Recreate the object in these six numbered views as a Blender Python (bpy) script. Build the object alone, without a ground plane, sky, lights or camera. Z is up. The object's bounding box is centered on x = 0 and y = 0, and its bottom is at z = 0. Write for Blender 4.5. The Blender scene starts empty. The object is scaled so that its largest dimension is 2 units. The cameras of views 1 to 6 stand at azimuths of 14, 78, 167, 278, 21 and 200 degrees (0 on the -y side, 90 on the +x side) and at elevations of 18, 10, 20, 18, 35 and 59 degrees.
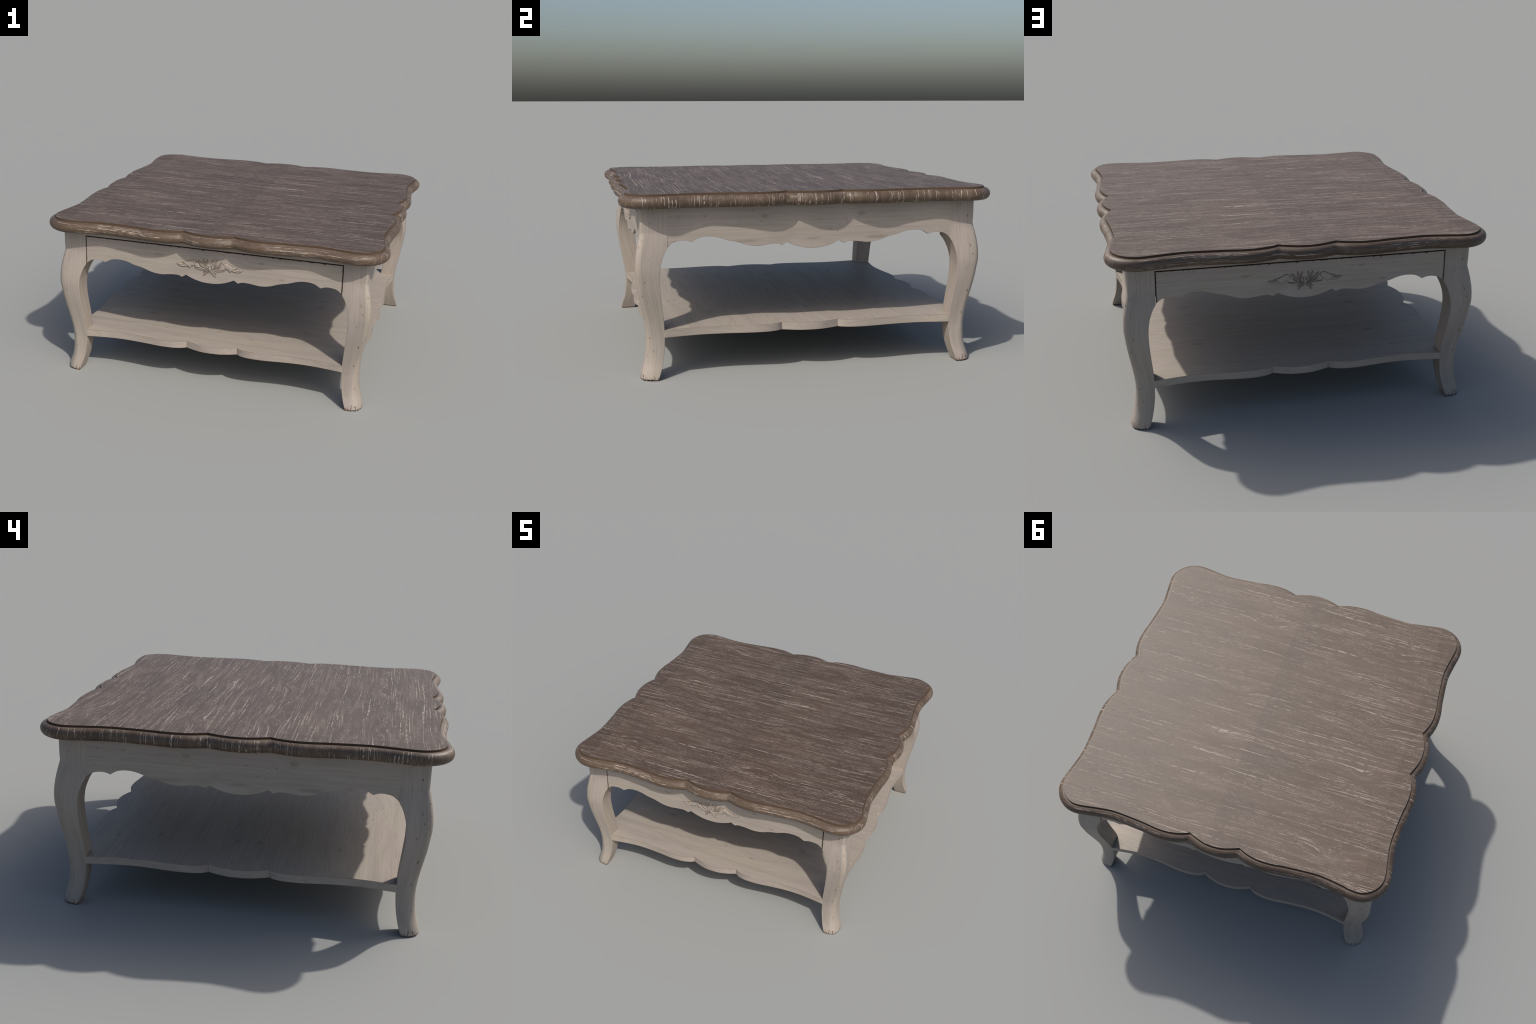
"""Square country-style coffee table: scalloped brown limed-oak top with a
half-round edge moulding, four cabriole legs, two scalloped aprons, two
drawers with a carved flower, and a scalloped lower shelf, all whitewashed."""
import bpy, bmesh, math, random
from mathutils import Vector

random.seed(7)

# ------------------------------------------------------------------ sizes
TOP_Z = 0.967          # upper face of the table top
GROOVE_Z = 0.9575      # step between plate and moulding
UNDER_Z = 0.894        # underside of the top
FACE = 0.899           # outer face of legs, aprons, drawers
LEG_IN = 0.7625        # inner face of the square leg block
SHELF_TOP, SHELF_BOT = 0.257, 0.2165


# ------------------------------------------------------------- curve tools
def catmull(pts, per=6):
    """Smooth open curve through control points."""
    P = [Vector(p) for p in pts]
    P = [P[0] * 2 - P[1]] + P + [P[-1] * 2 - P[-2]]
    out = []
    for k in range(1, len(P) - 2):
        a, b, c, d = P[k - 1], P[k], P[k + 1], P[k + 2]
        for j in range(per):
            t = j / per
            out.append(0.5 * ((2 * b) + (c - a) * t + (2 * a - 5 * b + 4 * c - d) * t * t
                              + (3 * b - a - 3 * c + d) * t * t * t))
    out.append(P[-2].copy())
    return out


def resample(pts, n):
    L = [0.0]
    for a, b in zip(pts, pts[1:]):
        L.append(L[-1] + (b - a).length)
    out, k = [], 0
    for j in range(n):
        s = L[-1] * j / (n - 1)
        while k < len(L) - 2 and L[k + 1] < s:
            k += 1
        u = 0 if L[k + 1] == L[k] else (s - L[k]) / (L[k + 1] - L[k])
        out.append(pts[k].lerp(pts[k + 1], u))
    return out


def lerp_table(tab, z):
    if z <= tab[0][0]:
        return tab[0][1]
    for (z0, a), (z1, b) in zip(tab, tab[1:]):
        if z <= z1:
            return a + (b - a) * (z - z0) / (z1 - z0)
    return tab[-1][1]


def smooth_table(tab, z):
    """Catmull-Rom through (z, value) pairs."""
    if z <= tab[0][0]:
        return tab[0][1]
    if z >= tab[-1][0]:
        return tab[-1][1]
    for k in range(len(tab) - 1):
        if z <= tab[k + 1][0]:
            z0, v0 = tab[k]
            z1, v1 = tab[k + 1]
            zp, vp = tab[k - 1] if k else (2 * z0 - z1, v0)
            zn, vn = tab[k + 2] if k + 2 < len(tab) else (2 * z1 - z0, v1)
            m0 = (v1 - vp) / (z1 - zp)
            m1 = (vn - v0) / (zn - z0)
            h, t = z1 - z0, (z - z0) / (z1 - z0)
            return ((2 * t ** 3 - 3 * t * t + 1) * v0 + (t ** 3 - 2 * t * t + t) * h * m0
                    + (3 * t * t - 2 * t ** 3) * v1 + (t ** 3 - t * t) * h * m1)


# ------------------------------------------------------------- object tools
def add_object(name, verts, faces, mat, parent=None, angle=35, rot=0.0):
    me = bpy.data.meshes.new(name)
    me.from_pydata([tuple(v) for v in verts], [], faces)
    bm = bmesh.new()
    bm.from_mesh(me)
    bmesh.ops.recalc_face_normals(bm, faces=bm.faces)
    bm.to_mesh(me)
    bm.free()
    me.shade_smooth()
    me.set_sharp_from_angle(angle=math.radians(angle))
    me.materials.append(mat)
    return place(name, me, parent, rot)


def place(name, me, parent, rot=0.0):
    ob = bpy.data.objects.new(name, me)
    bpy.context.scene.collection.objects.link(ob)
    ob.rotation_euler.z = rot
    if parent:
        ob.parent = parent
    return ob


def loft(rings, cap0=True, cap1=True):
    """Closed rings of equal length -> verts, faces."""
    n, verts, faces = len(rings[0]), [], []
    for r in rings:
        verts += r
    for k in range(len(rings) - 1):
        for j in range(n):
            a, b = k * n + j, k * n + (j + 1) % n
            faces.append((a, b, b + n, a + n))
    if cap0:
        faces.append(tuple(range(n))[::-1])
    if cap1:
        o = (len(rings) - 1) * n
        faces.append(tuple(o + j for j in range(n)))
    return verts, faces


# --------------------------------------------------------------- node tools
class Nodes:
    def __init__(self, name):
        self.mat = bpy.data.materials.new(name)
        self.mat.use_nodes = True
        self.t = self.mat.node_tree
        self.bsdf = self.t.nodes["Principled BSDF"]
        self.obj = self.new("ShaderNodeTexCoord").outputs["Object"]
        self.geo = self.new("ShaderNodeNewGeometry")

    def new(self, kind, **kw):
        n = self.t.nodes.new(kind)
        for k, v in kw.items():
            setattr(n, k, v)
        return n

    def put(self, sock, v):
        if isinstance(v, bpy.types.NodeSocket):
            self.t.links.new(v, sock)
        elif v is not None:
            sock.default_value = v

    def m(self, op, a, b=None, c=None, clamp=False):
        n = self.new("ShaderNodeMath", operation=op, use_clamp=clamp)
        for s, v in zip(n.inputs, (a, b, c)):
            self.put(s, v)
        return n.outputs[0]

    def add(self, *v):
        r = v[0]
        for w in v[1:]:
            r = self.m("ADD", r, w)
        return r

    def mul(self, *v):
        r = v[0]
        for w in v[1:]:
            r = self.m("MULTIPLY", r, w)
        return r

    def split(self, v):
        n = self.new("ShaderNodeSeparateXYZ")
        self.put(n.inputs[0], v)
        return n.outputs

    def join(self, x, y, z):
        n = self.new("ShaderNodeCombineXYZ")
        for s, v in zip(n.inputs, (x, y, z)):
            self.put(s, v)
        return n.outputs[0]

    def noise(self, v, scale=1.0, detail=2.0, rough=0.5, dist=0.0):
        n = self.new("ShaderNodeTexNoise")
        self.put(n.inputs["Vector"], v)
        self.put(n.inputs["Scale"], scale)
        self.put(n.inputs["Detail"], detail)
        self.put(n.inputs["Roughness"], rough)
        self.put(n.inputs["Distortion"], dist)
        return n.outputs[0]

    def voronoi(self, v, scale=1.0, rnd=1.0):
        n = self.new("ShaderNodeTexVoronoi")
        self.put(n.inputs["Vector"], v)
        self.put(n.inputs["Scale"], scale)
        self.put(n.inputs["Randomness"], rnd)
        return n.outputs["Distance"], n.outputs["Color"]

    def step(self, v, lo, hi, a=0.0, b=1.0):
        n = self.new("ShaderNodeMapRange", interpolation_type="SMOOTHSTEP")
        for s, x in zip(n.inputs, (v, lo, hi, a, b)):
            self.put(s, x)
        return n.outputs[0]

    def mix(self, f, a, b):
        n = self.new("ShaderNodeMix", data_type="RGBA")
        self.put(n.inputs[0], f)
        for s, v in ((n.inputs[6], a), (n.inputs[7], b)):
            self.put(s, v if isinstance(v, bpy.types.NodeSocket) else (*v, 1.0))
        return n.outputs[2]

    def bell(self, p, centre, size):
        """Soft elliptical bump exp(-d2) at a fixed place; p = (x, y, z)."""
        d2 = None
        for s, c, r in zip(p, centre, size):
            if r is None:
                continue
            q = self.m("DIVIDE", self.m("SUBTRACT", s, c), r)
            q = self.mul(q, q)
            d2 = q if d2 is None else self.add(d2, q)
        return self.m("POWER", math.e, self.mul(d2, -1.0))

    def edge(self, radius, samples=6):
        """0 on flat ground, up to about 0.3 along sharp edges."""
        b = self.new("ShaderNodeBevel", samples=samples)
        b.inputs["Radius"].default_value = radius
        d = self.new("ShaderNodeVectorMath", operation="DOT_PRODUCT")
        self.put(d.inputs[0], b.outputs[0])
        self.put(d.inputs[1], self.geo.outputs["Normal"])
        return self.m("SUBTRACT", 1.0, d.outputs["Value"]), b.outputs[0]

    def bump(self, h, dist, strength=1.0, normal=None):
        n = self.new("ShaderNodeBump")
        self.put(n.inputs["Height"], h)
        n.inputs["Distance"].default_value = dist
        n.inputs["Strength"].default_value = strength
        self.put(n.inputs["Normal"], normal)
        return n.outputs[0]

    def finish(self, colour, rough, normal=None, spec=0.5):
        self.put(self.bsdf.inputs["Base Color"], colour)
        self.put(self.bsdf.inputs["Roughness"], rough)
        self.put(self.bsdf.inputs["Specular IOR Level"], spec)
        if normal is not None:
            self.put(self.bsdf.inputs["Normal"], normal)
        return self.mat


# ---------------------------------------------------------------- materials
def whitewash(name, along="x", knots=(), wear=1.0, foot=False, flecks=1.0, carved=None, glaze=(0.0030, 0.0042), drawer=False,
              tone=1.0, radius=0.006, within=None, ends=False):
    """Whitewashed pine: fine streaks along the grain, soft knots, brown
    flecks, and edges rubbed through to the brown wood."""
    N = Nodes(name)
    x, y, z = N.split(N.obj)
    a, c, d = {"x": (x, y, z), "z": (z, x, y)}[along]
    if ends:
        # lipped ends: on the faces that look along x the grain turns with the edge
        nx, ny, _ = N.split(N.geo.outputs["Normal"])
        lip = N.step(N.m("SUBTRACT", N.m("ABSOLUTE", nx), N.m("ABSOLUTE", ny)), 0.0, 0.2)
        a, c = (N.add(a, N.mul(lip, N.m("SUBTRACT", c, a))), N.add(c, N.mul(lip, N.m("SUBTRACT", a, c))))
    if foot:
        sweep = N.add(N.mul(N.bell((x, y, z), (0, 0, 0.20), (None, None, 0.16)), -0.020),
                      N.mul(N.bell((x, y, z), (0, 0, 0.58), (None, None, 0.17)), 0.026),
                      N.mul(N.bell((x, y, z), (0, 0, 0.0), (None, None, 0.08)), 0.012))
        c, d = N.m("SUBTRACT", c, sweep), N.m("SUBTRACT", d, sweep)
    # slow waviness of the grain
    warp = N.noise(N.join(N.mul(a, 1.6), N.mul(c, 5.0), N.mul(d, 5.0)), 1.0, 2.0)
    bend = N.mul(N.m("SUBTRACT", warp, 0.5), 0.10)
    kn = None
    for k in knots:
        b = N.bell((x, y, z), k[0], k[1])
        kn = b if kn is None else N.add(kn, b)
    if kn is not None:
        bend = N.add(bend, N.mul(kn, 0.035))
    c2, d2 = N.add(c, bend), N.add(d, bend)
    streak = N.noise(N.join(N.mul(a, 1.6), N.mul(c2, 120), N.mul(d2, 120)), 1.0, 2.0, 0.6)
    broad = N.noise(N.join(N.mul(a, 1.3), N.mul(c2, 15), N.mul(d2, 15)), 1.0, 3.0, 0.55)
    blot = N.noise(N.join(N.mul(a, 3.0), N.mul(c, 11), N.mul(d, 11)), 1.0, 3.0, 0.6)
    hue = N.noise(N.join(N.mul(a, 0.9), N.mul(c, 7.0), N.mul(d, 7.0)), 1.3, 1.0)
    t = tone
    warm = (0.406 * t, 0.353 * t, 0.297 * t)
    pink = (0.400 * t, 0.343 * t, 0.303 * t)
    grey = (0.262 * t, 0.228 * t, 0.190 * t)
    col = N.mix(N.step(hue, 0.38, 0.62), warm, pink)
    col = N.mix(N.mul(N.step(streak, 0.40, 0.66), 0.35), col, grey)
    col = N.mix(N.mul(N.step(broad, 0.45, 0.75), 0.34), col, grey)
    col = N.mix(N.mul(N.step(blot, 0.60, 0.78), 0.28), col, (0.235 * t, 0.200 * t, 0.165 * t))
    if kn is not None:
        ring = N.m("SINE", N.mul(kn, 22.0))
        col = N.mix(N.mul(N.step(kn, 0.05, 0.9), 0.60), col, (0.205, 0.165, 0.135))
        col = N.mix(N.mul(N.step(ring, 0.2, 1.0), N.step(kn, 0.02, 0.2), 0.12), col, (0.18, 0.15, 0.12))
    brown = (0.120, 0.056, 0.028)
    # flecks of bare wood
    dist, cell = N.voronoi(N.join(N.mul(a, 9.0), N.mul(c, 20.0), N.mul(d, 20.0)), 1.0)
    pick = N.split(cell)[0]
    fl = N.mul(N.step(dist, 0.10, 0.18, 1.0, 0.0), N.step(pick, 0.80, 0.82))
    dist2, cell2 = N.voronoi(N.join(N.mul(a, 22.0), N.mul(c, 50.0), N.mul(d, 50.0)), 1.0)
    fl2 = N.mul(N.step(dist2, 0.08, 0.2, 1.0, 0.0), N.step(N.split(cell2)[1], 0.88, 0.9))
    grime = N.noise(N.obj, 3.5, 2.0)
    spots = N.mul(N.add(fl, N.mul(fl2, 0.8)), N.step(grime, 0.46, 0.60), 0.8 * flecks)
    col = N.mix(spots, col, brown)
    if foot:
        # dents rubbed to bare wood down the outer corner of the leg
        s_ = N.m("SUBTRACT", x, y)
        for sz, zz, w in ((-0.016, 0.730, 0.8), (0.004, 0.696, 1.2), (0.010, 0.636, 0.7),
                          (-0.012, 0.446, 1.2), (0.016, 0.430, 0.8), (-0.014, 0.218, 1.1), (-0.036, 0.148, 0.8),
                          (0.010, 0.125, 1.0), (0.036, 0.806, 1.2), (0.040, 0.600, 0.9), (0.030, 0.395, 1.3),
                          (0.030, 0.268, 1.1), (-0.050, 0.815, 0.7)):
            b = N.bell((s_, z, 0), (sz, zz, 0), (0.0032 * w, 0.0068 * w, None))
            col = N.mix(N.mul(N.step(b, 0.25, 0.75), N.step(N.add(x, y), 1.70, 1.73), 0.85), col, brown)
    # rubbed edges
    e, _ = N.edge(radius)
    if within:
        # no wear where the part runs flush into its neighbour
        e = N.mul(e, N.step(N.m("ABSOLUTE", {"x": x, "z": z}[within[0]]), within[1] - 0.006, within[1], 1.0, 0.0))
    jag = N.noise(N.obj, 42.0, 4.0, 0.65)
    run = N.noise(N.obj, 6.0, 2.0)
    rub = N.step(N.add(e, N.mul(N.m("SUBTRACT", jag, 0.5), 0.34), N.mul(N.m("SUBTRACT", run, 0.5), 0.22)),
                 0.10, 0.22)
    col = N.mix(N.mul(rub, min(1.0, 0.75 * wear)), col, (0.235, 0.125, 0.070))
    deep = N.step(N.add(e, N.mul(N.m("SUBTRACT", jag, 0.5), 0.55), N.mul(N.m("SUBTRACT", run, 0.5), 0.7)),
                  0.34, 0.46)
    col = N.mix(N.mul(deep, min(1.0, 0.75 * wear)), col, (0.075, 0.030, 0.016))
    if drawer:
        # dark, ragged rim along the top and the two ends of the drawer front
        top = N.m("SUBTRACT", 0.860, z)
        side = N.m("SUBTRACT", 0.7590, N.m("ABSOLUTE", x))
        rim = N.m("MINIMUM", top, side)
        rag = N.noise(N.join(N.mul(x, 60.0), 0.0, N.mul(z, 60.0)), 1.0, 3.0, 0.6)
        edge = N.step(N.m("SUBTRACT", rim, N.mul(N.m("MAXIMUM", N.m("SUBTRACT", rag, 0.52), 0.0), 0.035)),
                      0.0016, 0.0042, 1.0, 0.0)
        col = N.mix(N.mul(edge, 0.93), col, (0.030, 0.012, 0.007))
    if foot:
        # splintered foot: brown streaks rising from the floor on the outer corner
        lick = N.noise(N.join(N.mul(x, 95.0), N.mul(y, 95.0), N.mul(z, 9.0)), 1.0, 2.0, 0.6)
        near = N.step(N.add(x, y), 1.70, 1.77)
        reach = N.add(0.004, N.mul(N.step(lick, 0.47, 0.72), near, 0.034))
        low = N.step(N.m("SUBTRACT", z, reach), -0.003, 0.002, 1.0, 0.0)
        col = N.mix(N.mul(low, 0.85), col, (0.090, 0.040, 0.022))
    if carved:
        # brown glaze left in the hollows of the carving: colour by relief height
        h = N.m("SUBTRACT", carved, y)
        low = N.step(N.add(h, N.mul(N.m("SUBTRACT", jag, 0.5), 0.0016)), glaze[0], glaze[1], 1.0, 0.0)
        col = N.mix(N.mul(low, 0.78), col, (0.150, 0.092, 0.058))
    nrm = N.bump(N.add(N.mul(streak, 0.6), N.mul(spots, -1.0)), 0.0010, 0.30)
    rough = N.add(0.50, N.mul(streak, 0.15))
    return N.finish(col, rough, nrm, 0.40)


def limed_oak(name, moulding=False):
    """Brown oak with white filler in the pores; grain runs along x, closes
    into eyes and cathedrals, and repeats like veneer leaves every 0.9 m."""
    N = Nodes(name)
    x, y, z = N.split(N.obj)
    nx, ny, nz = N.split(N.geo.outputs["Normal"])
    if moulding:
        # follow the surface round the edge: across on the front, along on the ends
        prof = N.mul(N.m("ARCSINE", nz), 0.046)
        front = N.step(N.m("SUBTRACT", N.m("ABSOLUTE", ny), N.m("ABSOLUTE", nx)), -0.30, 0.30)
        back = N.m("SUBTRACT", 1.0, front)
        c = N.add(N.mul(y, back), N.mul(prof, front), N.mul(N.m("SIGN", y), front, 0.31))
        a = N.add(N.mul(x, front), N.mul(prof, back))
    else:
        c, a = y, x
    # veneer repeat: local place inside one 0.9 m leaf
    def wrap(v, at):
        f = N.m("FRACT", N.m("DIVIDE", N.m("SUBTRACT", v, at - 0.45 - 9.0), 0.9))
        return N.mul(N.m("SUBTRACT", f, 0.5), 0.9)

    def bump_at(px, py, sx, sy):
        u = N.m("DIVIDE", wrap(a, px), sx)
        v = N.m("DIVIDE", wrap(c, py), sy)
        return N.m("POWER", math.e, N.mul(N.add(N.mul(u, u), N.mul(v, v)), -1.0))

    calm = 0.5 if moulding else 1.0
    slow = N.noise(N.join(N.mul(a, 0.9), N.mul(c, 2.6), 0.0), 1.0, 1.0, 0.5)
    flow = N.noise(N.join(N.mul(a, 3.0), N.mul(c, 11.0), 3.1), 1.0, 1.0, 0.5)
    knot = bump_at(0.165, -0.365, 0.060, 0.022)
    arch = N.add(bump_at(0.24, 0.265, 0.105, 0.042), bump_at(0.26, -0.085, 0.115, 0.042))
    f = N.add(c, N.mul(N.m("SUBTRACT", slow, 0.5), 0.045 * calm), N.mul(N.m("SUBTRACT", flow, 0.5), 0.014 * calm),
              N.mul(knot, 0.018 * calm),
              N.mul(arch, -0.043 * calm))
    # pores: broken dashes strung along the flow lines
    lines = N.noise(N.join(N.mul(a, 2.4), N.mul(f, 150.0), 1.7), 1.0, 1.0, 0.4)
    fine = N.noise(N.join(N.mul(a, 8.0), N.mul(f, 300.0), 5.0), 1.0, 1.0, 0.5)
    breaks = N.noise(N.join(N.mul(a, 26.0), N.mul(f, 150.0), 9.0), 1.0, 1.0, 0.5)
    speck = N.noise(N.join(N.mul(a, 110.0), N.mul(f, 420.0), N.mul(z, 200.0)), 1.0, 1.0, 0.5)
    dens = N.noise(N.join(N.mul(a, 2.2), N.mul(f, 11.0), 2.0), 1.0, 3.0, 0.55)
    haze = N.noise(N.join(N.mul(a, 4.0), N.mul(f, 30.0), 7.0), 1.0, 3.0, 0.6)
    patch = N.step(dens, 0.40, 0.60)
    dash = N.mul(N.step(lines, 0.60, 0.67), N.step(breaks, 0.38, 0.52), N.add(0.45, N.mul(patch, 0.55)))
    dash2 = N.mul(N.step(fine, 0.58, 0.67), N.step(breaks, 0.45, 0.60), N.add(0.25, N.mul(patch, 0.75)))
    dust = N.mul(N.step(speck, 0.53, 0.68), N.add(0.20, N.step(haze, 0.43, 0.64)))
    blob = N.step(N.noise(N.join(N.mul(a, 20.0), N.mul(c, 60.0), 0.0), 1.0, 1.0), 0.76, 0.80)
    var = N.noise(N.join(N.mul(a, 1.2), N.mul(f, 8.0), 4.0), 1.0, 2.0)
    if moulding:
        col = N.mix(N.step(var, 0.35, 0.65), (0.072, 0.0465, 0.0300), (0.093, 0.0615, 0.0400))
        white = (0.46, 0.39, 0.33)
        col = N.mix(N.mul(N.step(haze, 0.5, 0.8), 0.12), col, white)
        busy = N.step(N.noise(N.join(N.mul(a, 6.0), N.mul(c, 11.0), 4.0), 1.0, 2.0), 0.38, 0.54)
        bold = N.mul(N.step(lines, 0.57, 0.63), N.step(breaks, 0.44, 0.54))
        filler = N.m("MAXIMUM", N.mul(bold, busy, 0.68), N.m("MAXIMUM", N.mul(dash2, N.add(0.25, N.mul(busy, 0.75)), 0.70), N.mul(dust, 0.18)))
    else:
        col = N.mix(N.step(var, 0.35, 0.65), (0.070, 0.0440, 0.0285), (0.089, 0.0580, 0.0390))
        white = (0.335, 0.275, 0.230)
        col = N.mix(N.mul(N.step(haze, 0.44, 0.72), 0.17), col, (0.215, 0.175, 0.145))
        filler = N.m("MAXIMUM", N.mul(dash, 0.85), N.m("MAXIMUM", N.mul(dash2, 0.72), N.mul(dust, 0.45)))
    filler = N.m("MAXIMUM", filler, N.mul(blob, patch, 0.6))
    filler = N.mul(filler, N.m("SUBTRACT", 1.0, N.mul(N.step(knot, 0.45, 0.9), 0.75)))
    core = N.mul(N.step(arch, 0.40, 0.60), N.step(arch, 0.80, 0.97, 1.0, 0.0))
    filler = N.mul(filler, N.m("SUBTRACT", 1.0, N.mul(core, 0.62)))
    if moulding:
        turn = N.step(N.m("ABSOLUTE", N.m("SUBTRACT", front, 0.5)), 0.20, 0.48, 0.25, 1.0)
        filler = N.mul(filler, turn)
    eye = N.step(knot, 0.55, 0.95)
    col = N.mix(N.mul(eye, 0.35), col, (0.060, 0.040, 0.030))
    if not moulding:
        # base colour darkened in 0.9 m bands along x, darkest at one side of each band
        blotch = N.noise(N.join(N.mul(a, 2.5), N.mul(c, 4.0), 0.0), 1.0, 2.0)
        dark = N.m("MULTIPLY_ADD", wrap(a, -0.40), 1 / 0.9, 0.5)
        col = N.mix(N.mul(N.step(N.add(N.mul(dark, 0.5), N.mul(blotch, 0.5)), 0.30, 0.75), 0.36), col,
                    (0.048, 0.031, 0.021))
    col = N.mix(filler, col, white)
    if not moulding:
        # the thin rim of the plate is plain dark wood
        col = N.mix(N.step(nz, 0.80, 0.95, 1.0, 0.0), col, (0.076, 0.050, 0.033))
    hgt = N.add(N.mul(filler, -0.5), N.mul(fine, 0.3), N.mul(lines, 0.3))
    nrm = N.bump(hgt, 0.0020, 0.55)
    rough = N.add(0.49 if moulding else 0.49, N.mul(filler, 0.12))
    spec = 0.40
    if not moulding:
        rim = N.step(nz, 0.80, 0.95, 1.0, 0.0)
        rough = N.add(rough, N.mul(rim, 0.4))
        spec = N.m("SUBTRACT", 0.39, N.mul(rim, 0.30))
    return N.finish(col, rough, nrm, spec)


def dark_inside(name):
    N = Nodes(name)
    n = N.noise(N.obj, 18.0, 3.0)
    return N.finish(N.mix(n, (0.020, 0.010, 0.006), (0.040, 0.020, 0.012)), 0.8, None, 0.2)


# ---------------------------------------------------------------- the thing
table = bpy.data.objects.new("coffee_table", None)
bpy.context.scene.collection.objects.link(table)
table["label"] = "square whitewashed coffee table with scalloped brown wooden top"
table["category"] = "coffee table"

# ------------------------------------------------------------------ the top
# half of one side, from the middle to the notch and from the notch to the
# corner diagonal, as (distance along, distance out)
NOTCH = 0.1495
LOBE = [(0.0, 0.9605), (0.040, 0.958), (0.075, 0.950), (0.110, 0.938), (NOTCH, 0.922)]
WING = [(NOTCH, 0.922), (0.175, 0.934), (0.212, 0.947), (0.262, 0.9565), (0.312, 0.9585), (0.362, 0.955),
        (0.412, 0.948), (0.480, 0.942), (0.548, 0.937), (0.610, 0.9345), (0.660, 0.938), (0.708, 0.945),
        (0.758, 0.953), (0.802, 0.9605), (0.838, 0.9635), (0.868, 0.960), (0.892, 0.951), (0.912, 0.9385),
        (0.9265, 0.9265)]


def offset_half(off, seg, keep):
    """Offset an open curve outward and cut it where it passes its mitre."""
    P = catmull(seg, 10)
    Q = []
    for k, p in enumerate(P):
        if k == 0:
            tg = P[1] - P[0]
        elif k == len(P) - 1:
            tg = P[-1] - P[-2]
        else:
            tg = P[k + 1] - P[k - 1]
        if keep == "lobe" and k == 0:
            tg = Vector((1, 0))
        if keep == "wing" and k == len(P) - 1:
            tg = Vector((1, -1))
        tg.normalize()
        Q.append(p + Vector((-tg.y, tg.x)) * off)
    # cut at the notch line t = NOTCH
    side = (lambda q: q.x <= NOTCH) if keep == "lobe" else (lambda q: q.x >= NOTCH)
    out = []
    if keep == "lobe":
        for q in Q:
            if not side(q):
                a = out[-1]
                u = (NOTCH - a.x) / (q.x - a.x)
                out.append(a.lerp(q, u))
                break
            out.append(q)
        else:
            out[-1] = Vector((NOTCH, out[-1].y))
    else:
        Q = Q[::-1]
        for q in Q:
            if not side(q):
                a = out[-1]
                u = (NOTCH - a.x) / (q.x - a.x)
                out.append(a.lerp(q, u))
                break
            out.append(q)
        else:
            out[-1] = Vector((NOTCH, out[-1].y))
        out = out[::-1]
    return out


def top_ring(off, z):
    lobe = resample(offset_half(off, LOBE, "lobe"), 12)
    wing = resample(offset_half(off, WING, "wing"), 54)
    # one shared height at the notch
    y = 0.5 * (lobe[-1].y + wing[0].y)
    lobe[-1], wing[0] = Vector((NOTCH, y)), Vector((NOTCH, y))
    half = lobe + wing[1:]
    side = [Vector((-p.x, p.y)) for p in half[::-1][1:]][:-1] + half
    ring = []
    for q in range(4):
        ca, sa = [(1, 0), (0, -1), (-1, 0), (0, 1)][q]
        for p in side:
            # clockwise quarter turns of the side (x, y)
            ring.append(Vector((p.x * ca - p.y * sa, p.x * sa + p.y * ca, z)))
    return ring


MAT_TOP = limed_oak("limed_oak_top")
MAT_MOULD = limed_oak("limed_oak_edge", True)
v, f = loft([top_ring(-0.030, 0.8965), top_ring(-0.030, 0.930), top_ring(-0.006, GROOVE_Z - 0.004),
             top_ring(0.0028, GROOVE_Z + 0.0005), top_ring(0.0006, TOP_Z)])
top = add_object("table_top", v, f, MAT_TOP, table, 25)

rings = [top_ring(-0.028, 0.930), top_ring(-0.010, 0.9555)]
ZC, RA, RB, OFF0 = 0.5 * (GROOVE_Z + UNDER_Z), 0.0345, 0.5 * (GROOVE_Z - UNDER_Z), 0.0022
for k in range(19):
    an = math.radians(90 - 180 * k / 18)
    rings.append(top_ring(OFF0 + RA * abs(math.cos(an)) ** 0.9, ZC + RB * math.sin(an)))
rings += [top_ring(-0.020, UNDER_Z + 0.0003), top_ring(-0.028, UNDER_Z + 0.004)]
n = len(rings[0])
v, f = loft(rings, False, False)
o = (len(rings) - 1) * n
f += [(o + j, o + (j + 1) % n, (j + 1) % n, j) for j in range(n)]
add_object("edge_moulding", v, f, MAT_MOULD, top, 50)

# ----------------------------------------------------------------- the legs
OUTER = [(0.0, 0.9105), (0.012, 0.9095), (0.04, 0.9030), (0.08, 0.8915), (0.12, 0.8845), (0.16, 0.8805),
         (0.20, 0.8785), (0.24, 0.8795), (0.28, 0.8835), (0.32, 0.8895), (0.36, 0.8965), (0.40, 0.9040),
         (0.44, 0.9115), (0.48, 0.9180), (0.52, 0.9230), (0.56, 0.9280), (0.60, 0.9285), (0.64, 0.9255),
         (0.68, 0.9195), (0.72, 0.9110), (0.75, 0.9030), (0.768, 0.8992)]
INNER = [(0.0, 0.8210), (0.04, 0.8080), (0.08, 0.7970), (0.12, 0.7895), (0.16, 0.7848), (0.20, 0.7830),
         (0.24, 0.7830), (0.28, 0.7848), (0.32, 0.7882), (0.36, 0.7925), (0.40, 0.7968), (0.44, 0.8008),
         (0.48, 0.8040), (0.52, 0.8055), (0.555, 0.8050), (0.60, 0.7995), (0.64, 0.7875), (0.665, 0.7770),
         (0.690, LEG_IN)]
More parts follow.
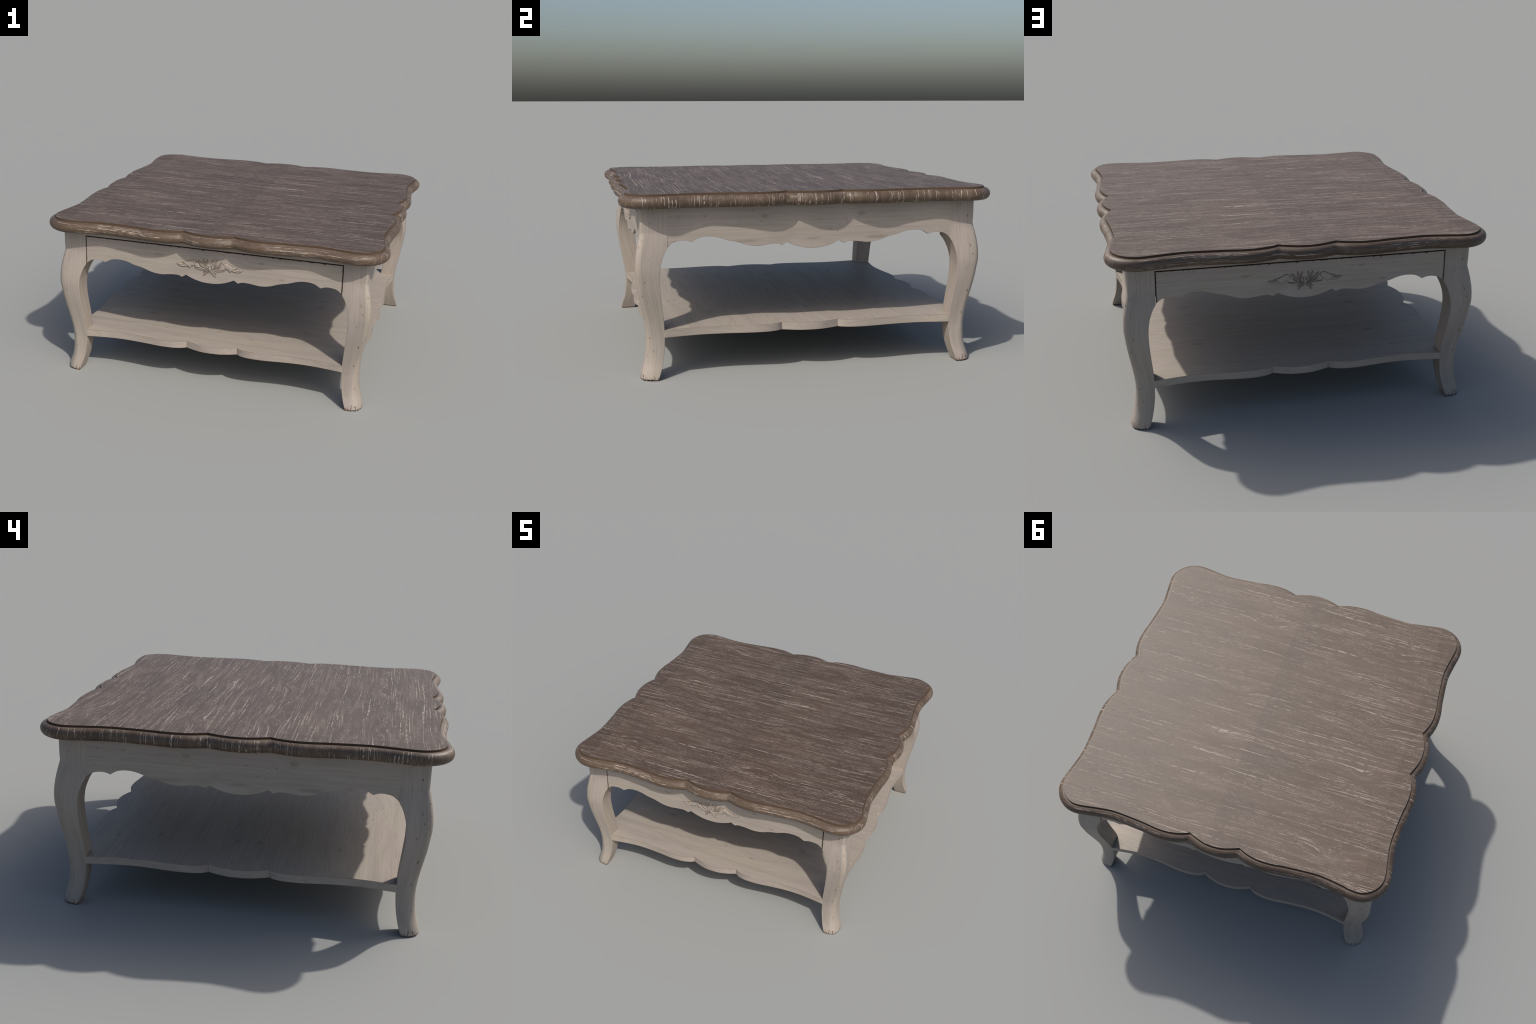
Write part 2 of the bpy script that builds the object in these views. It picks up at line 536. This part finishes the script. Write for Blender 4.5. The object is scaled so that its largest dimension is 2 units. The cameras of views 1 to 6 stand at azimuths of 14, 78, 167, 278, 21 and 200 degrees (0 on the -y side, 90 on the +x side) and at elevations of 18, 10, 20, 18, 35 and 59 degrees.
OUTER_IN = [(0.0, 0.9100), (0.04, 0.9035), (0.08, 0.8900), (0.12, 0.8820), (0.16, 0.8780), (0.20, 0.8755),
            (0.24, 0.8770), (0.28, 0.8805), (0.32, 0.8860), (0.36, 0.8920), (0.40, 0.8990), (0.44, 0.9065),
            (0.48, 0.9120), (0.52, 0.9165), (0.56, 0.9182), (0.60, 0.9150), (0.64, 0.9095), (0.68, 0.9040),
            (0.72, 0.9006), (0.768, FACE)]
ROUND = [(0.0, 0.062), (0.08, 0.054), (0.16, 0.040), (0.24, 0.031), (0.40, 0.027), (0.60, 0.030), (0.70, 0.028),
         (0.765, 0.020), (0.80, 0.013), (0.9, 0.012)]


def leg_ring(z, chip=None):
    o_ = smooth_table(OUTER, z) if z < 0.768 else FACE
    i_ = smooth_table(INNER, z) if z < 0.690 else LEG_IN
    oi = smooth_table(OUTER_IN, z) if z < 0.768 else FACE
    r = lerp_table(ROUND, z)
    ch = lerp_table([(0.64, 0.0016), (0.70, 0.0004)], z)
    ring = [(i_ + ch, i_), (oi - ch, i_), (oi, i_ + ch)]
    c = o_ - r
    for k in range(13):
        an = math.radians(90 * k / 12)
        ring.append((c + r * math.cos(an), c + r * math.sin(an)))
    ring += [(i_ + ch, oi), (i_, oi - ch), (i_, i_ + ch)]
    out = []
    for k, (px, py) in enumerate(ring):
        dz = 0.0
        if chip:
            s = chip[k]
            px, py = px - s * 0.6, py - s * 0.6
            dz = s
        out.append(Vector((px, py, z + dz)))
    return out


count = len(leg_ring(0.1))
chips = [0.0] * count
for k in range(4, 16):
    chips[k] = random.choice([0.0, 0.001, 0.002, 0.0045, 0.006])
levels = ([0.004, 0.010, 0.018, 0.03]
          + [0.045 + 0.0155 * k for k in range(41)] + [0.677, 0.684, 0.690, 0.700, 0.712, 0.725, 0.738, 0.750, 0.760,
                                                       0.768, 0.772, 0.780, 0.800, 0.84, 0.8955])
rings = [leg_ring(0.0, chips), leg_ring(0.004, [c * 0.4 for c in chips])] + [leg_ring(z) for z in levels[1:]]
v, f = loft(rings)
MAT_LEG = whitewash("whitewashed_leg", "z", foot=True, flecks=1.35, wear=0.9, tone=0.86, within=("z", 0.70))
leg = add_object("leg", v, f, MAT_LEG, table, 24)
for q in (1, 2, 3):
    place("leg", leg.data, table, q * math.pi / 2)

# ----------------------------------------------- scalloped aprons and drawers
# lower edge of half a panel as smooth runs between sharp points (x, z)
RUNS = [
    [(0.0, 0.6615), (0.036, 0.6630), (0.080, 0.6720), (0.112, 0.6830), (0.143, 0.6970)],
    [(0.143, 0.6970), (0.167, 0.6808)],
    [(0.167, 0.6808), (0.190, 0.6900), (0.226, 0.6895), (0.262, 0.6855), (0.297, 0.6815), (0.350, 0.6880),
     (0.412, 0.7085), (0.458, 0.7180), (0.508, 0.7345), (0.555, 0.7400), (0.602, 0.7340), (0.639, 0.7135)],
    [(0.639, 0.7135), (0.668, 0.7225), (0.702, 0.7220), (0.735, 0.7130), (LEG_IN + 0.004, 0.6860)],
]


def lower_edge():
    half = []
    for r in RUNS:
        c = catmull(r, 3)
        half += c if not half else c[1:]
    return half


def panel(x_end, z_top, y_front, y_back):
    """A board with a scalloped lower edge, facing -y, as verts and faces."""
    half = [p for p in lower_edge() if p.x < x_end - 1e-6]
    full = lower_edge()
    for a, b in zip(full, full[1:]):
        if a.x < x_end <= b.x:
            half.append(a.lerp(b, (x_end - a.x) / (b.x - a.x)))
    row = [Vector((-p.x, p.y)) for p in half[::-1]][:-1] + half
    verts, faces, m = [], [], len(row)
    B = 0.0012
    # columns: front top, front upper rim, front lower rim, lower front, lower back, back top
    prof = lambda p: [(p.x, y_front + B, z_top), (p.x, y_front, z_top - B), (p.x, y_front, p.y + B),
                      (p.x, y_front + B, p.y), (p.x, y_back, p.y), (p.x, y_back, z_top)]
    for p in row:
        verts += prof(p)
    for k in range(m - 1):
        for j in range(6):
            a, b = k * 6 + j, k * 6 + (j + 1) % 6
            faces.append((a, b, b + 6, a + 6))
    faces.append(tuple(range(6)))
    faces.append(tuple((m - 1) * 6 + j for j in range(6))[::-1])
    return verts, faces


APRON_KNOTS = [((-0.26, 0, 0.836), (0.020, None, 0.012)), ((0.26, 0, 0.836), (0.020, None, 0.012)),
               ((0.0, 0, 0.712), (0.040, None, 0.006)), ((-0.35, 0, 0.710), (0.06, None, 0.009)),
               ((0.35, 0, 0.710), (0.06, None, 0.009))]
MAT_APRON = whitewash("whitewashed_apron", "x", APRON_KNOTS, tone=0.84, within=("x", 0.752))
v, f = panel(LEG_IN + 0.003, 0.8960, -FACE + 0.0002, -0.868)
apron = add_object("apron", v, f, MAT_APRON, table, 30, math.pi / 2)
place("apron", apron.data, table, -math.pi / 2)

DRAWER_KNOTS = [((-0.482, 0, 0.712), (0.014, None, 0.006)), ((0.417, 0, 0.734), (0.016, None, 0.006)),
                ((0.299, 0, 0.816), (0.018, None, 0.007)), ((-0.31, 0, 0.80), (0.03, None, 0.006))]
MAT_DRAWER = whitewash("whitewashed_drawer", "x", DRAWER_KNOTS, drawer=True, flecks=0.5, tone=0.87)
MAT_RAIL = whitewash("whitewashed_rail", "x", wear=0.5, flecks=0.4, tone=0.86)
MAT_DARK = dark_inside("painted_gap_shadow")
D_FACE = FACE - 0.0003


def box(x0, x1, y0, y1, z0, z1):
    vs = [(x, y, z) for x in (x0, x1) for y in (y0, y1) for z in (z0, z1)]
    fs = [(0, 1, 3, 2), (4, 6, 7, 5), (0, 4, 5, 1), (2, 3, 7, 6), (0, 2, 6, 4), (1, 5, 7, 3)]
    return vs, fs


def join_parts(parts):
    vs, fs = [], []
    for a, b in parts:
        o_ = len(vs)
        vs += a
        fs += [tuple(o_ + j for j in q) for q in b]
    return vs, fs


# ----------------------------------------------------------------- carving
CZ = 0.755       # height of the flower's heart
MAT_CARVE = whitewash("whitewashed_carving", "x", carved=-D_FACE, wear=0.0, flecks=0.0, tone=0.88,
                      glaze=(0.0034, 0.0052))
MAT_PETAL = whitewash("whitewashed_petal", "x", carved=-D_FACE, wear=0.0, flecks=0.0, tone=0.82, glaze=(0.0024, 0.0044))


def petal_mesh(name, spine, width, height=0.0095, groove=0.62, tip=0.15, base=0.35):
    """A long, hollowed petal on the drawer face; spine in mm round the heart."""
    P = resample(catmull([(a / 1000, b / 1000) for a, b in spine], 6), 15)
    rings = []
    for k, p in enumerate(P):
        t = k / (len(P) - 1)
        tg = (P[min(k + 1, len(P) - 1)] - P[max(k - 1, 0)]).normalized()
        nn = Vector((-tg.y, tg.x))
        w = width / 1000 * 0.5 * min(1.0, base + (1 - base) * math.sin(min(1, t / 0.55) * math.pi / 2))
        if t > 0.6:
            w *= math.sqrt(max(tip ** 2, 1 - ((t - 0.6) / 0.4) ** 2))
        h = 0.72 * height * (0.55 + 0.45 * math.sin(math.pi * min(1, t * 0.9 + 0.1)))
        ring = [Vector((*(p + nn * w), -D_FACE + 0.002))]
        for s in [1.0, 0.92, 0.78, 0.6, 0.42, 0.24, 0.1, 0.0, -0.1, -0.24, -0.42, -0.6, -0.78, -0.92, -1.0]:
            dome = max(0.0, 1 - abs(s) ** 2.6)
            dip = 1 - groove * math.exp(-(s / 0.22) ** 2)
            q = p + nn * (w * s)
            ring.append(Vector((q.x, q.y, -D_FACE - h * dome * dip)))
        ring.append(Vector((*(p - nn * w), -D_FACE + 0.002)))
        rings.append([Vector((q.x, q.z, CZ + q.y)) for q in ring])
    return loft(rings)


def leaf_mesh(outline, veins, height):
    """A flat carved leaf with a crisp rim and raised veins (mm outline)."""
    P = []
    for seg in outline:
        c = catmull([(a / 1000, b / 1000) for a, b in seg], 4)
        P += c[:-1]
    cx = sum((p.x for p in P)) / len(P)
    bm = bmesh.new()
    ring = [bm.verts.new((p.x, p.y, 0)) for p in P]
    face = bm.faces.new(ring)
    res = bmesh.ops.triangulate(bm, faces=[face])
    bmesh.ops.subdivide_edges(bm, edges=bm.edges[:], cuts=3, use_grid_fill=True)
    bmesh.ops.triangulate(bm, faces=bm.faces[:])
    bmesh.ops.beautify_fill(bm, faces=bm.faces[:], edges=[e for e in bm.edges if not e.is_boundary])
    vein = [resample(catmull([(a / 1000, b / 1000) for a, b in vv], 5), 24) for vv in veins]
    edge_pts = []
    for a, b in zip(P, P[1:] + P[:1]):
        edge_pts += [a.lerp(b, k / 4) for k in range(4)]
    hs = {}
    for vt in bm.verts:
        q = Vector((vt.co.x, vt.co.y))
        de = min((q - e_).length for e_ in edge_pts)
        dv = min([(q - e_).length for c in vein for e_ in c] or [1.0])
        h = height * (0.50 + 0.50 * min(1.0, de / 0.0045))
        h -= height * 0.62 * math.exp(-(dv / 0.0016) ** 2)
        hs[vt] = h
    bnd = [e_ for e_ in bm.edges if e_.is_boundary]
    ext = bmesh.ops.extrude_edge_only(bm, edges=bnd)
    low = [g for g in ext["geom"] if isinstance(g, bmesh.types.BMVert)]
    verts, faces, ids = [], [], {}
    lowset = set(low)
    for k, vt in enumerate(bm.verts):
        ids[vt] = k
        yy = -D_FACE + 0.002 if vt in lowset else -D_FACE - hs[vt]
        verts.append(Vector((vt.co.x, yy, CZ + vt.co.y)))
    for fc in bm.faces:
        faces.append(tuple(ids[w] for w in fc.verts))
    bm.free()
    return verts, faces


def scroll_mesh():
    """The little volute beside the heart: a tube wound round a button."""
    pts = []
    for k in range(26):
        t = k / 25
        an = math.radians(-70 + 330 * t)
        r = 0.0125 - 0.0065 * t
        pts.append(Vector((0.0135 + r * math.cos(math.pi - an) * 0.85, 0.006 + r * math.sin(an) * 1.05)))
    rings = []
    for k, p in enumerate(pts):
        tg = (pts[min(k + 1, 25)] - pts[max(k - 1, 0)]).normalized()
        nn = Vector((-tg.y, tg.x))
        rr = 0.0034 * (1 - 0.25 * k / 25)
        ring = []
        for j in range(10):
            an = 2 * math.pi * j / 10
            q = p + nn * (rr * math.cos(an))
            ring.append(Vector((q.x, -D_FACE - 0.003 - 0.0046 * math.sin(an), CZ + q.y)))
        rings.append(ring)
    a = loft(rings)
    dome = []
    for k in range(6):
        ph = math.radians(88 - 88 * k / 5)
        dome.append([Vector((0.0150 + 0.0066 * math.cos(ph) * math.cos(2 * math.pi * j / 16), -D_FACE - 0.0085 * math.sin(ph),
                             CZ + 0.0040 + 0.0070 * math.cos(ph) * math.sin(2 * math.pi * j / 16))) for j in range(16)])
    return join_parts([a, loft(dome)])


PIECES = [
    ("petal", lambda: petal_mesh("petal", [(24, 3), (20, 26), (14, 50)], 11)),
    ("petal", lambda: petal_mesh("petal", [(27, 2), (34, 26), (40, 51)], 11)),
    ("petal", lambda: petal_mesh("petal", [(22, -3), (49, 15), (71, 43)], 12, 0.0105)),
    ("petal", lambda: petal_mesh("petal", [(4, -6), (26, -9), (58, -10), (89, -7)], 10.5, 0.0105, 0.62, 0.5)),
    ("petal", lambda: petal_mesh("petal", [(1, -9), (20, -29), (37, -50)], 11, 0.0105)),
    ("petal", lambda: petal_mesh("petal", [(6, -9), (27, -18), (40, -33)], 8, 0.0095)),
    ("petal", lambda: petal_mesh("petal", [(1, -9), (6, -20), (9, -33)], 6.5, 0.0088)),
    ("acanthus_leaf", lambda: leaf_mesh(
        [[(24, -7), (40, -2), (56, 8), (68, 22), (78, 32), (92, 36), (104, 33), (113, 26)],
         [(113, 26), (100, 19), (93, 10), (86, -3)], [(86, -3), (62, -4), (42, -6), (24, -7)]],
        [[(44, -3), (62, 9), (74, 23), (88, 29)], [(70, 6), (82, 18), (97, 25)]], 0.0082)),
    ("acanthus_leaf", lambda: leaf_mesh(
        [[(80, 33), (92, 40), (106, 39), (122, 31), (144, 21), (166, 19)], [(166, 19), (150, 12), (147, 10)],
         [(147, 10), (172, 11), (197, 10)], [(197, 10), (183, -3), (158, -9), (131, -3)],
         [(131, -3), (119, -13)], [(119, -13), (110, -1), (92, 5)], [(92, 5), (90, 20), (80, 33)]],
        [[(128, 11), (143, 2), (160, 0), (176, 3)], [(108, 34), (126, 24), (142, 14)]], 0.0070)),
    ("scroll", scroll_mesh),
]
carved = []
for nm, make in PIECES:
    vs, fs = make()
    carved.append((nm, vs, fs))

for turn in (0.0, math.pi):
    if turn == 0.0:
        v, f = panel(0.7590, 0.8600, -D_FACE, -0.872)
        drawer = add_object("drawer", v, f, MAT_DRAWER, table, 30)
        v, f = join_parts([box(-0.765, 0.765, -FACE + 0.0005, -0.868, 0.8640, 0.8960)])
        rail = add_object("rail", v, f, MAT_RAIL, table, 30)
        v, f = join_parts([box(-0.770, 0.770, -0.8715, -0.850, 0.8000, 0.8955),
                           box(-0.7615, -0.746, -0.8714, -0.851, 0.7200, 0.8000),
                           box(0.746, 0.7615, -0.8714, -0.851, 0.7200, 0.8000)])
        gap_board = add_object("gap_shadow_board", v, f, MAT_DARK, table, 30)  # near-black boards modelled behind the slits to show their unlit depth
        meshes = []
        for nm, vs, fs in carved:
            for s in (1, -1):
                ob = add_object(nm, [Vector((s * q[0], q[1], q[2])) for q in vs], fs,
                                MAT_CARVE if nm == "acanthus_leaf" else MAT_PETAL, drawer, 60)
                meshes.append((nm, ob.data))
        # heart of the flower
        dome = []
        for k in range(7):
            ph = math.radians(86 - 86 * k / 6)
            dome.append([Vector((0.0055 * math.cos(ph) * math.cos(2 * math.pi * j / 16), -D_FACE - 0.0105 * math.sin(ph),
                                 CZ - 0.006 + 0.013 * math.cos(ph) * math.sin(2 * math.pi * j / 16))) for j in range(16)])
        v, f = loft(dome)
        ob = add_object("flower_heart", v, f, MAT_PETAL, drawer, 60)
        meshes.append(("flower_heart", ob.data))
    else:
        d2 = place("drawer", drawer.data, table, turn)
        place("rail", rail.data, table, turn)
        place("gap_shadow_board", gap_board.data, table, turn)
        for nm, me in meshes:
            place(nm, me, d2)

# ---------------------------------------------------------------- the shelf
S_NOTCH = 0.1555
S_LOBE = [(0.0, 0.8785), (0.035, 0.8770), (0.070, 0.8710), (0.110, 0.8580), (0.135, 0.8480), (S_NOTCH, 0.8390)]
S_WING = [(S_NOTCH, 0.8390), (0.170, 0.8510), (0.196, 0.8625), (0.240, 0.8715), (0.300, 0.8730), (0.350, 0.8690),
          (0.415, 0.8610), (0.500, 0.8535), (0.580, 0.8520), (0.650, 0.8570), (0.712, 0.8655), (0.785, 0.8770)]
half = catmull(S_LOBE, 6) + catmull(S_WING, 6)[1:]
half += [Vector((0.812, 0.868)), Vector((0.835, 0.835))]
side = [Vector((-p.x, p.y)) for p in half[::-1][1:]][:-1] + half
plan = []
for q in range(4):
    ca, sa = [(1, 0), (0, -1), (-1, 0), (0, 1)][q]
    plan += [(p.x * ca - p.y * sa, p.x * sa + p.y * ca) for p in side]
v, f = loft([[Vector((a, b, SHELF_BOT)) for a, b in plan], [Vector((a, b, SHELF_TOP)) for a, b in plan]])
S_KNOTS = [((sx * 0.50, yy, 0), (0.030, 0.013, None)) for sx in (-1, 1) for yy in (-0.485, -0.055, 0.065, 0.487)]
S_KNOTS += [((0.0, -0.59, 0), (0.018, 0.008, None)), ((0.37, -0.655, 0), (0.012, 0.006, None))]
MAT_SHELF = whitewash("whitewashed_shelf", "x", S_KNOTS, tone=0.86, wear=1.3, flecks=0.45, ends=True)
add_object("shelf", v, f, MAT_SHELF, table, 30)
